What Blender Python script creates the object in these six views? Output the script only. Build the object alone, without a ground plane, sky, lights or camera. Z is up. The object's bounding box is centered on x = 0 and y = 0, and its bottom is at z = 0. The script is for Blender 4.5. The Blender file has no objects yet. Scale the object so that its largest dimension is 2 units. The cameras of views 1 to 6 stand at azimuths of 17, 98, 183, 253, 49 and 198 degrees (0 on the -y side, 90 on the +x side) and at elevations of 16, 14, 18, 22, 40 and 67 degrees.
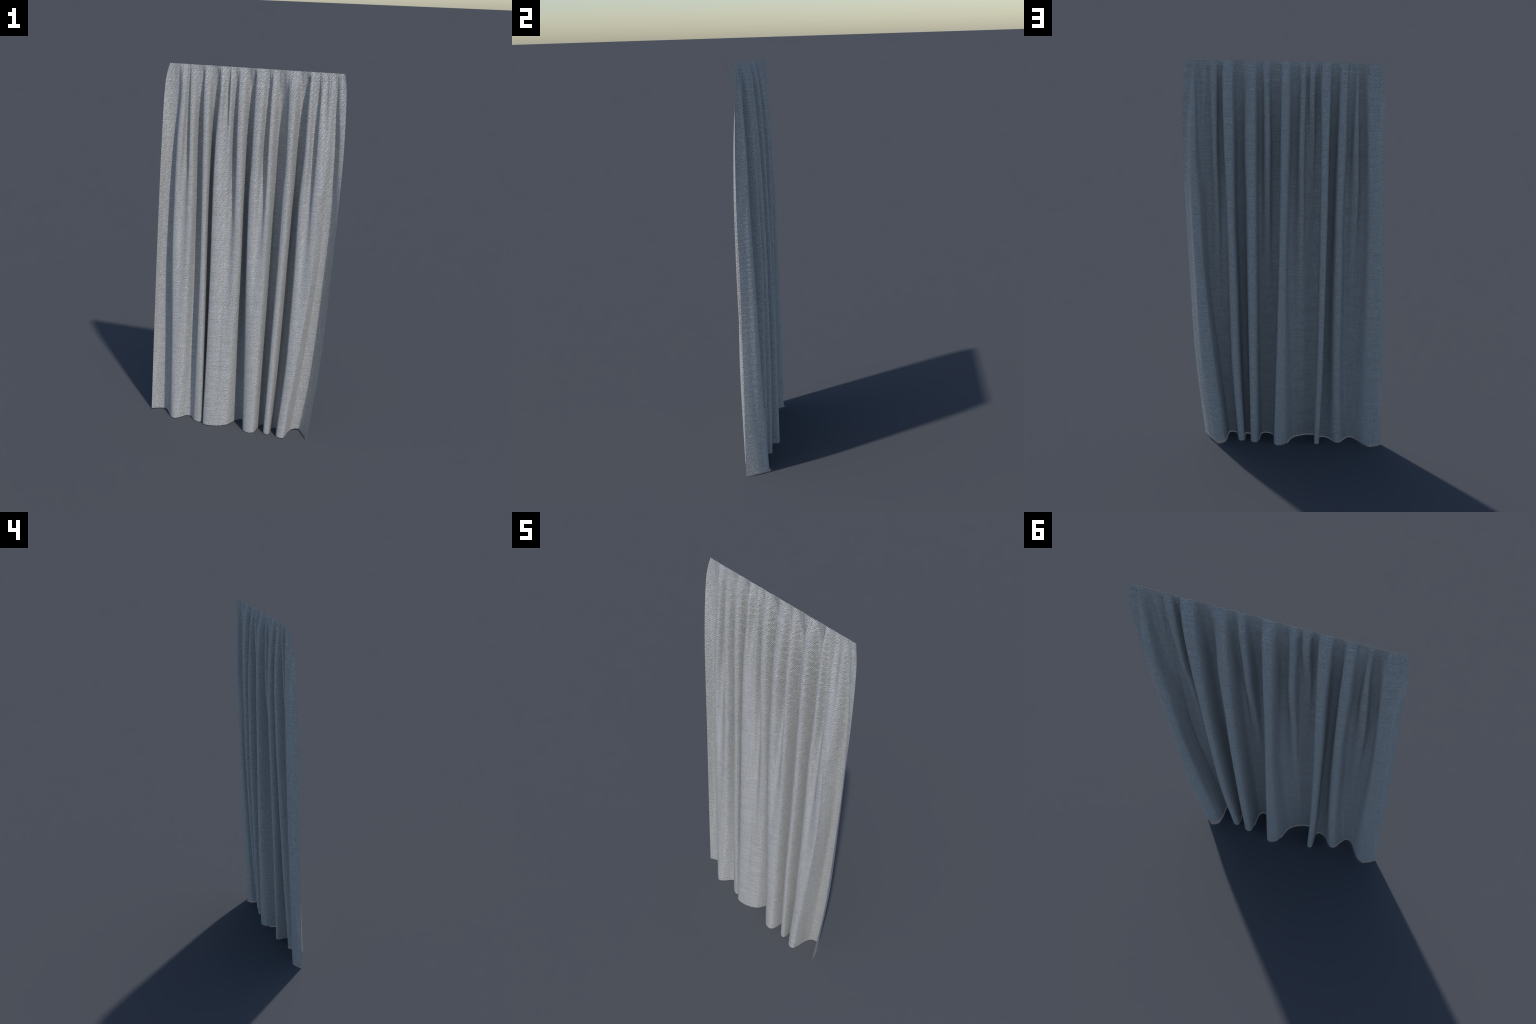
"""Pleated woven curtain, hanging free: one cloth gathered onto a straight top edge,
falling in rounded folds to a wavy hem.

The cloth is described fold by fold.  Going from the -x side edge to the +x side edge,
folds alternate between valleys that bulge to the back (+y) and pleats that bulge to the
front (-y).  Every fold has a left and a right shoulder; where the shoulders sit is given
at a few heights, and the cross-section of the cloth at any height is a smooth curve
through all shoulders at that height."""
import bpy
import numpy as np

HEIGHTS = np.array([2.0, 1.9, 1.6, 1.3, 1.0, 0.5, 0.0])
TOP_LINE_Y = -0.009          # the gathered top edge is a straight line
CLOTH = 0.0010               # thickness
SHOULDERS = []               # [(x at HEIGHTS, y at HEIGHTS, hem height)]


def side_edge(x, y, hem=0.002):
    SHOULDERS.append((np.array(x), np.array(y), hem))


def fold(left, right, y, y_right=None, hem=0.001):
    """left/right: shoulder x at HEIGHTS; y: depth at HEIGHTS below the top line."""
    y_right = y if y_right is None else y_right
    y, y_right = np.array([TOP_LINE_Y] + y), np.array([TOP_LINE_Y] + y_right)
    rounder = .0012 * np.clip(1 - abs(y_right - y) / .008, 0, 1)      # none where a fold is only a slope
    SHOULDERS.append((np.array(left) - rounder, y, hem))
    SHOULDERS.append((np.array(right) + rounder, y_right, hem))


# --- the cloth, from the -x edge to the +x edge --------------------------------------
side_edge([-.433, -.453, -.467, -.481, -.494, -.511, -.526],
          [-.009, -.023, -.030, -.023, -.014, -.005, .005], hem=.003)
# wide back valley beside the edge
fold([-.415, -.428, -.435, -.455, -.470, -.488, -.490],
     [-.382, -.384, -.395, -.412, -.420, -.432, -.448],
     [-.002, .006, .016, .022, .026, .026], [.004, .014, .024, .028, .031, .035], hem=.003)
# pleat, split in two near the top by a shallow valley
fold([-.360, -.356, -.374, -.382, -.388, -.380, -.378],
     [-.340, -.338, -.350, -.362, -.362, -.358, -.357],
     [-.032, -.039, -.044, -.046, -.050, -.054], [-.035, -.042, -.046, -.048, -.053, -.062])
fold([-.330, -.329, -.340, -.350, -.347, -.346, -.347],
     [-.322, -.321, -.322, -.332, -.330, -.340, -.342],
     [.000, -.006, -.024, -.038, -.052, -.057], [.000, -.006, -.024, -.038, -.051, -.052])
fold([-.306, -.308, -.304, -.303, -.306, -.328, -.335],
     [-.286, -.286, -.290, -.288, -.294, -.308, -.323],
     [-.025, -.037, -.041, -.044, -.047, -.044], [-.022, -.034, -.037, -.037, -.030, -.026])
# back valley, getting shallow towards the hem
fold([-.268, -.271, -.274, -.272, -.279, -.286, -.302],
     [-.246, -.248, -.249, -.251, -.255, -.263, -.280],
     [.012, .024, .025, .021, .013, .001])
# narrow pleat
fold([-.228, -.231, -.228, -.225, -.223, -.228, -.238],
     [-.207, -.207, -.206, -.206, -.204, -.200, -.202],
     [-.030, -.040, -.043, -.046, -.052, -.045], [-.030, -.042, -.045, -.048, -.054, -.050])
# tight back valley
fold([-.191, -.192, -.193, -.197, -.199, -.200, -.192],
     [-.162, -.162, -.168, -.173, -.178, -.180, -.173],
     [.022, .034, .039, .039, .040, .040], hem=.002)
# the widest pleat: three near the top that merge on the way down
fold([-.146, -.143, -.158, -.163, -.163, -.170, -.183],
     [-.128, -.128, -.135, -.135, -.135, -.145, -.163],
     [-.034, -.042, -.048, -.053, -.057, -.060], [-.038, -.046, -.053, -.058, -.065, -.072])
fold([-.120, -.120, -.125, -.122, -.120, -.128, -.143],
     [-.102, -.101, -.102, -.105, -.106, -.114, -.130],
     [-.003, -.032, -.046, -.051, -.061, -.072], [-.003, -.031, -.037, -.042, -.054, -.070])
fold([-.093, -.091, -.094, -.097, -.099, -.104, -.120],
     [-.086, -.085, -.087, -.091, -.093, -.096, -.110],
     [-.026, -.032, -.030, -.034, -.046, -.068], [-.024, -.030, -.026, -.029, -.041, -.065])
fold([-.074, -.075, -.075, -.080, -.084, -.086, -.097],
     [-.060, -.060, -.059, -.065, -.070, -.072, -.085],
     [.008, .012, -.005, -.018, -.043, -.060], [.008, .012, -.004, -.016, -.038, -.054])
fold([-.043, -.042, -.040, -.038, -.037, -.052, -.068],
     [-.018, -.018, -.018, -.015, -.014, -.030, -.048],
     [-.030, -.038, -.036, -.031, -.031, -.044], [-.030, -.036, -.033, -.021, -.008, -.024])
# deep back valley in the middle
fold([.003, .003, .002, .003, .004, -.002, -.008],
     [.032, .031, .028, .027, .028, .030, .034],
     [.030, .038, .047, .055, .062, .062], [.030, .038, .047, .055, .066, .070], hem=.002)
# broad pleat, double near the top
fold([.049, .047, .046, .038, .040, .048, .055],
     [.086, .085, .078, .075, .072, .073, .078],
     [-.026, -.044, -.047, -.050, -.050, -.052], [-.030, -.050, -.054, -.057, -.067, -.070], hem=0.)
fold([.101, .100, .093, .091, .088, .085, .090],
     [.116, .116, .109, .108, .106, .096, .101],
     [.014, .008, -.020, -.042, -.070, -.072], [.014, .008, -.020, -.042, -.070, -.072], hem=0.)
fold([.132, .132, .132, .130, .126, .113, .113],
     [.147, .147, .145, .143, .138, .130, .121],
     [-.024, -.040, -.043, -.047, -.064, -.068], [-.024, -.038, -.041, -.044, -.052, -.054], hem=0.)
# back valley
fold([.168, .166, .163, .158, .153, .145, .136],
     [.209, .209, .200, .188, .182, .172, .163],
     [.028, .038, .048, .054, .054, .047], [-.008, .028, .044, .052, .053, .045], hem=.002)
# slender pleat
fold([.234, .230, .231, .220, .214, .198, .176],
     [.262, .258, .253, .249, .240, .222, .204],
     [-.036, -.045, -.045, -.048, -.055, -.048], [-.040, -.050, -.052, -.054, -.060, -.054])
# back valley
fold([.278, .278, .272, .268, .256, .239, .206],
     [.314, .314, .303, .291, .279, .263, .230],
     [.022, .034, .042, .048, .044, .032])
# wide pleat, three near the top, merging downwards
fold([.333, .329, .325, .308, .306, .295, .254],
     [.347, .343, .343, .334, .332, .320, .280],
     [-.032, -.042, -.046, -.052, -.064, -.060], [-.036, -.048, -.054, -.060, -.070, -.070])
fold([.354, .353, .354, .348, .345, .333, .290],
     [.375, .375, .367, .362, .358, .342, .297],
     [-.002, -.007, -.031, -.048, -.068, -.066], [-.002, -.007, -.031, -.048, -.064, -.058])
fold([.391, .390, .391, .384, .382, .350, .296],
     [.398, .397, .412, .409, .403, .355, .299],
     [-.026, -.043, -.052, -.055, -.058, -.050], [-.026, -.044, -.052, -.053, -.049, -.036])
fold([.408, .408, .420, .411, .404, .356, .300],
     [.417, .418, .430, .416, .407, .359, .300],
     [-.014, -.037, -.045, -.042, -.036, -.022], [-.014, -.035, -.036, -.031, -.022, -.008])
fold([.432, .432, .438, .421, .410, .361, .300],
     [.440, .442, .445, .425, .413, .364, .304],
     [-.023, -.031, -.022, -.018, -.007, .008], [-.022, -.020, -.008, -.004, .010, .025])
# last back valley and the panel that swings forward to the free edge
fold([.455, .457, .457, .440, .421, .372, .313],
     [.467, .467, .480, .469, .454, .423, .352],
     [.012, .021, .026, .033, .040, .046], [.010, .023, .028, .036, .046, .062], hem=.010)
fold([.476, .479, .495, .487, .474, .450, .383],
     [.489, .494, .507, .502, .488, .463, .402],
     [-.008, -.007, .007, .011, .012, .034], [-.010, -.014, -.011, -.007, -.007, .003], hem=.005)
side_edge([.500, .514, .521, .513, .499, .474, .424],
          [-.009, -.010, -.018, -.023, -.022, -.027, -.043], hem=.003)


# --- cross-sections at any height ------------------------------------------------------
def monotone_cubic(zk, fk, z):
    """Fritsch-Carlson interpolation; zk ascending, fk (keys, n)."""
    h = np.diff(zk)[:, None]
    d = np.diff(fk, axis=0) / h
    m = np.zeros_like(fk)
    m[0], m[-1] = d[0], d[-1]
    w1, w2 = 2 * h[1:] + h[:-1], h[1:] + 2 * h[:-1]
    same = d[:-1] * d[1:] > 0
    a, b = np.where(same, d[:-1], 1.0), np.where(same, d[1:], 1.0)
    m[1:-1] = np.where(same, (w1 + w2) / (w1 / a + w2 / b), 0.0)
    i = np.clip(np.searchsorted(zk, z, side="right") - 1, 0, len(zk) - 2)
    t = ((z - zk[i]) / (zk[i + 1] - zk[i]))[:, None]
    hh = h[i]
    return ((1 + 2 * t) * (1 - t) ** 2 * fk[i] + t * (1 - t) ** 2 * hh * m[i]
            + t * t * (3 - 2 * t) * fk[i + 1] + t * t * (t - 1) * hh * m[i + 1])


def spline_through(p, per_segment):
    """Centripetal Catmull-Rom through p (rows, points, 2)."""
    first, last = 2 * p[:, :1] - p[:, 1:2], 2 * p[:, -1:] - p[:, -2:-1]
    q = np.concatenate([first, p, last], axis=1)
    k = np.sqrt(np.maximum(np.linalg.norm(np.diff(q, axis=1), axis=2), 1e-4))
    s = np.concatenate([np.zeros((len(q), 1)), np.cumsum(k, axis=1)], axis=1)
    out = []
    n = p.shape[1] - 1
    for g in range(n):
        p0, p1, p2, p3 = (q[:, g + j] for j in range(4))
        s0, s1, s2, s3 = (s[:, g + j, None] for j in range(4))
        for j in range(per_segment + (g == n - 1)):
            t = s1 + (s2 - s1) * j / per_segment
            a1 = (s1 - t) / (s1 - s0) * p0 + (t - s0) / (s1 - s0) * p1
            a2 = (s2 - t) / (s2 - s1) * p1 + (t - s1) / (s2 - s1) * p2
            a3 = (s3 - t) / (s3 - s2) * p2 + (t - s2) / (s3 - s2) * p3
            b1 = (s2 - t) / (s2 - s0) * a1 + (t - s0) / (s2 - s0) * a2
            b2 = (s3 - t) / (s3 - s1) * a2 + (t - s1) / (s3 - s1) * a3
            out.append((s2 - t) / (s2 - s1) * b1 + (t - s1) / (s2 - s1) * b2)
    return np.stack(out, axis=1)


def soften(c, reach):
    """Round off creases along every cross-section: one implicit heat step of the given reach."""
    rows, n, _ = c.shape
    h = np.maximum(np.linalg.norm(np.diff(c, axis=1), axis=2), 2e-4)
    lam = reach ** 2 / 2
    lo = 2 * lam / (h[:, :-1] * (h[:, :-1] + h[:, 1:]))
    hi = 2 * lam / (h[:, 1:] * (h[:, :-1] + h[:, 1:]))
    a = np.zeros((rows, n, n))
    k = np.arange(1, n - 1)
    a[:, k, k - 1], a[:, k, k + 1], a[:, k, k] = -lo, -hi, 1 + lo + hi
    a[:, 0, 0] = a[:, -1, -1] = 1
    return np.linalg.solve(a, c)


def cloth_grid(rows=260, per_segment=9):
    # the pleats open fast just below the gathered edge: an extra level at z = 1.96
    zk = np.concatenate([HEIGHTS[::-1][:-1], [1.96, 2.0]])
    xs = np.array([s[0][::-1] for s in SHOULDERS]).T
    ys = np.array([s[1][::-1] for s in SHOULDERS]).T
    xk = np.concatenate([xs[:-1], xs[-1:] * .45 + xs[-2:-1] * .55, xs[-1:]])
    opening = ys[-2] - TOP_LINE_Y
    ys[-2] = TOP_LINE_Y + opening * np.where(opening > 0, .68, .85)
    yk = np.concatenate([ys[:-1], ys[-1:] * .54 + ys[-2:-1] * .46, ys[-1:] * .96 + ys[-2:-1] * .04])
    t = np.linspace(0, 1, rows)
    z = 2.0 * (1 - (1 - t) ** 1.35)                      # finer rows towards the heading
    p = np.stack([monotone_cubic(zk, xk, z), monotone_cubic(zk, yk, z)], axis=2)
    c = soften(spline_through(p, per_segment), .0045)
    # length along the cloth, used for the small gathers of the heading
    s = np.concatenate([[0], np.cumsum(np.linalg.norm(np.diff(c[rows // 2], axis=0), axis=1))])
    rng = np.random.default_rng(7)
    gathers = np.zeros_like(s)
    for _ in range(14):
        gathers += np.sin(s * 2 * np.pi / rng.uniform(.016, .038) + rng.uniform(0, 6.28))
    gathers = np.tanh(gathers / 3.0)
    fade = np.clip((z - 1.80) / .17, 0, 1) ** 1.5 * np.clip((2.0 - z) / .03, .35, 1)
    c[:, :, 1] += .0021 * fade[:, None] * gathers[None, :]
    # hem height along the cloth
    hem = np.repeat([h[2] for h in SHOULDERS], per_segment)[:len(s)]
    hem = np.convolve(np.pad(hem, 9, mode="edge"), np.ones(19) / 19, mode="valid")
    zz = z[:, None] + hem[None, :] * (1 - z[:, None] / 2.0)
    return np.concatenate([c, zz[:, :, None]], axis=2), s


# --- materials --------------------------------------------------------------------------
def woven_material(name, base):
    mat = bpy.data.materials.new(name)
    mat.use_nodes = True
    nt = mat.node_tree
    nt.nodes.clear()

    def node(kind, **kw):
        n = nt.nodes.new(kind)
        for k, v in kw.items():
            setattr(n, k, v)
        return n

    def put(sock, val):
        if hasattr(val, "is_output"):
            nt.links.new(val, sock)
        else:
            sock.default_value = val

    def math(op, *args):
        n = node("ShaderNodeMath", operation=op)
        for s_, v in zip(n.inputs, args):
            put(s_, v)
        return n.outputs[0]

    coord = node("ShaderNodeTexCoord")
    xyz = node("ShaderNodeSeparateXYZ")
    nt.links.new(coord.outputs["Object"], xyz.inputs[0])
    nrm = node("ShaderNodeSeparateXYZ")
    nt.links.new(coord.outputs["Normal"], nrm.inputs[0])
    x, y, z = xyz.outputs
    # share of the surface that faces sideways (walls of the folds)
    ax = math("ABSOLUTE", nrm.outputs[0])
    side = node("ShaderNodeMapRange", interpolation_type="SMOOTHSTEP")
    put(side.inputs[0], ax)
    side.inputs[1].default_value, side.inputs[2].default_value = .62, .80
    side = side.outputs[0]

    def vec(a, b, c):
        n = node("ShaderNodeCombineXYZ")
        for s_, v in zip(n.inputs, (a, b, c)):
            put(s_, v)
        return n.outputs[0]

    def noise(v, scale, detail=2.0, rough=.5):
        n = node("ShaderNodeTexNoise")
        put(n.inputs["Vector"], v)
        n.inputs["Scale"].default_value = scale
        n.inputs["Detail"].default_value = detail
        n.inputs["Roughness"].default_value = rough
        return n.outputs["Fac"]

    def mix(f, a, b):
        return math("ADD", math("MULTIPLY", a, math("SUBTRACT", 1.0, f)), math("MULTIPLY", b, f))

    def weave(h):
        """staggered yarn floats: short raised dashes in rows, each row shifted (a twill)"""
        wob = math("MULTIPLY", math("SUBTRACT", noise(vec(math("MULTIPLY", h, 1.0), 0.0, z), 45.0, 3.0), .5), .0085)
        row = math("MULTIPLY", math("ADD", math("ADD", z, math("MULTIPLY", h, .28)), wob), 1 / WEFT)
        n_row = math("FLOOR", row)
        in_row = math("SUBTRACT", row, n_row)
        col = math("ADD", math("MULTIPLY", math("ADD", h, math("MULTIPLY", wob, 1.3)), 1 / FLOAT), math("MULTIPLY", n_row, .42))
        in_col = math("FRACT", col)
        bump_r = math("SINE", math("MULTIPLY", in_row, 3.14159))
        bump_c = math("SINE", math("MULTIPLY", in_col, 3.14159))
        return math("MULTIPLY", bump_r, math("POWER", bump_c, .8))

    def threads(h):
        """long slubs: weft streaks along the cloth, fainter warp streaks down it"""
        weft = noise(vec(math("MULTIPLY", h, 9.0), 0.0, math("MULTIPLY", z, 330.0)), 1.0, 2.0)
        warp = noise(vec(math("MULTIPLY", h, 420.0), 5.0, math("MULTIPLY", z, 10.0)), 1.0, 2.0)
        coarse = noise(vec(math("MULTIPLY", h, 5.0), 9.0, math("MULTIPLY", z, 120.0)), 1.0, 3.0)
        return mix(.4, weft, coarse), warp

    WEFT, FLOAT = .0060, .0115
    hx, hy = x, math("ADD", y, 3.0)
    w = mix(side, weave(hx), weave(hy))
    ta, tb = threads(hx), threads(hy)
    weft, warp = mix(side, ta[0], tb[0]), mix(side, ta[1], tb[1])
    patch = noise(coord.outputs["Object"], 110.0, 5.0, .75)
    # colour
    tone = math("ADD", math("MULTIPLY", math("SUBTRACT", weft, .5), .90),
                math("MULTIPLY", math("SUBTRACT", warp, .5), .40))
    tone = math("ADD", tone, math("MULTIPLY", math("SUBTRACT", w, .45), .24))
    tone = math("ADD", tone, math("MULTIPLY", math("SUBTRACT", patch, .5), .60))
    slub = node("ShaderNodeMapRange")
    put(slub.inputs[0], weft)
    slub.inputs[1].default_value, slub.inputs[2].default_value = .62, .74
    slub.inputs[3].default_value, slub.inputs[4].default_value = 0.0, .16
    tone = math("ADD", math("ADD", tone, slub.outputs[0]), 1.0)
    rgb = node("ShaderNodeVectorMath", operation="SCALE")
    hue = node("ShaderNodeMix", data_type="RGBA")
    put(hue.inputs[0], noise(vec(math("MULTIPLY", x, 1.0), y, math("MULTIPLY", z, 2.2)), 140.0, 3.0, .7))
    hue.inputs[6].default_value = (base[0] * 1.05, base[1] * 1.0, base[2] * .93, 1)
    hue.inputs[7].default_value = (base[0] * .95, base[1] * 1.0, base[2] * 1.07, 1)
    nt.links.new(hue.outputs[2], rgb.inputs[0])
    put(rgb.inputs["Scale"], tone)
    # relief
    relief = math("ADD", math("MULTIPLY", w, 1.0), math("MULTIPLY", weft, 1.2))
    relief = math("ADD", relief, math("ADD", math("MULTIPLY", warp, .5), math("MULTIPLY", patch, 1.0)))
    bump = node("ShaderNodeBump")
    bump.inputs["Strength"].default_value = 1.0
    bump.inputs["Distance"].default_value = .0035
    put(bump.inputs["Height"], relief)
    bsdf = node("ShaderNodeBsdfPrincipled")
    put(bsdf.inputs["Base Color"], rgb.outputs[0])
    bsdf.inputs["Roughness"].default_value = .9
    bsdf.inputs["Specular IOR Level"].default_value = .15
    put(bsdf.inputs["Normal"], bump.outputs[0])
    out = node("ShaderNodeOutputMaterial")
    nt.links.new(bsdf.outputs[0], out.inputs[0])
    return mat


# --- meshes -------------------------------------------------------------------------------
def build():
    grid, s = cloth_grid()
    rows, cols, _ = grid.shape
    du = np.gradient(grid, axis=1)
    dv = np.gradient(grid, axis=0)
    nrm = np.cross(dv, du)                    # points to the back (+y) where the cloth is flat
    nrm /= np.maximum(np.linalg.norm(nrm, axis=2, keepdims=True), 1e-9)
    nrm *= np.sign(np.sum(nrm[:, :, 1]))
    # thickness, taper added along the cut edges so no sunlit rim line shows
    i_row, j_col = np.arange(rows)[:, None], np.arange(cols)[None, :]
    to_edge = np.minimum(np.minimum(i_row, rows - 1 - i_row), np.minimum(j_col, cols - 1 - j_col))
    half = (CLOTH / 2 * np.clip(to_edge / 3.0, .15, 1.0))[:, :, None]
    front, back = grid - nrm * half, grid + nrm * half

    root = bpy.data.objects.new("curtain", None)
    root["label"] = "light grey woven curtain panel hanging in soft vertical folds"
    root["category"] = "curtain"
    root.empty_display_size = .2
    bpy.context.scene.collection.objects.link(root)
    cloth = woven_material("woven_grey_linen", (.60, .60, .60))

    z_mid = grid[:, cols // 2, 2]
    hem_row = int(np.argmin(abs(z_mid - .06)))
    head_row = int(np.argmin(abs(z_mid - 1.955)))
    for name, r0, r1 in (("hem", 0, hem_row), ("drape", hem_row, head_row), ("heading", head_row, rows - 1)):
        n = r1 - r0 + 1
        verts = np.concatenate([front[r0:r1 + 1].reshape(-1, 3), back[r0:r1 + 1].reshape(-1, 3)])
        vn = np.concatenate([-nrm[r0:r1 + 1].reshape(-1, 3), nrm[r0:r1 + 1].reshape(-1, 3)])
        i, j = np.meshgrid(np.arange(n - 1), np.arange(cols - 1), indexing="ij")
        a = (i * cols + j).ravel()
        f_front = np.stack([a, a + 1, a + cols + 1, a + cols], axis=1)
        o = n * cols
        f_back = f_front[:, ::-1] + o
        # the cut edges get vertices (and normals) of their own, so they stay crisp
        m, cols_i = np.arange(n), np.arange(cols)
        edges = [(m * cols, -du[r0:r1 + 1, 0], True), (m * cols + cols - 1, du[r0:r1 + 1, -1], False)]
        if r0 == 0:
            edges.append((cols_i, -dv[0], False))
        if r1 == rows - 1:
            edges.append(((n - 1) * cols + cols_i, dv[-1], True))
        rim = []
        for idx, outward, flip in edges:
            outward = outward / np.linalg.norm(outward, axis=1, keepdims=True)
            b0, k = len(verts), len(idx)
            verts = np.concatenate([verts, verts[idx], verts[idx + o]])
            vn = np.concatenate([vn, outward, outward])
            q = b0 + np.arange(k - 1)
            f = np.stack([q, q + k, q + k + 1, q + 1], axis=1)
            rim.append(f[:, ::-1] if flip else f)
        faces = np.concatenate([f_front, f_back] + rim)
        me = bpy.data.meshes.new(name)
        me.from_pydata(verts.tolist(), [], faces.tolist())
        me.shade_smooth()
        me.update()
        me.normals_split_custom_set_from_vertices(vn.tolist())
        me.materials.append(cloth)
        ob = bpy.data.objects.new(name, me)
        ob.parent = root
        bpy.context.scene.collection.objects.link(ob)
    lengths = np.linalg.norm(np.diff(grid, axis=1), axis=2).sum(axis=1)
    print("cloth width top/mid/hem", [round(float(v), 3) for v in lengths[::-1][[0, 10, 25, 60, 110, 160, 210, -1]]])


build()
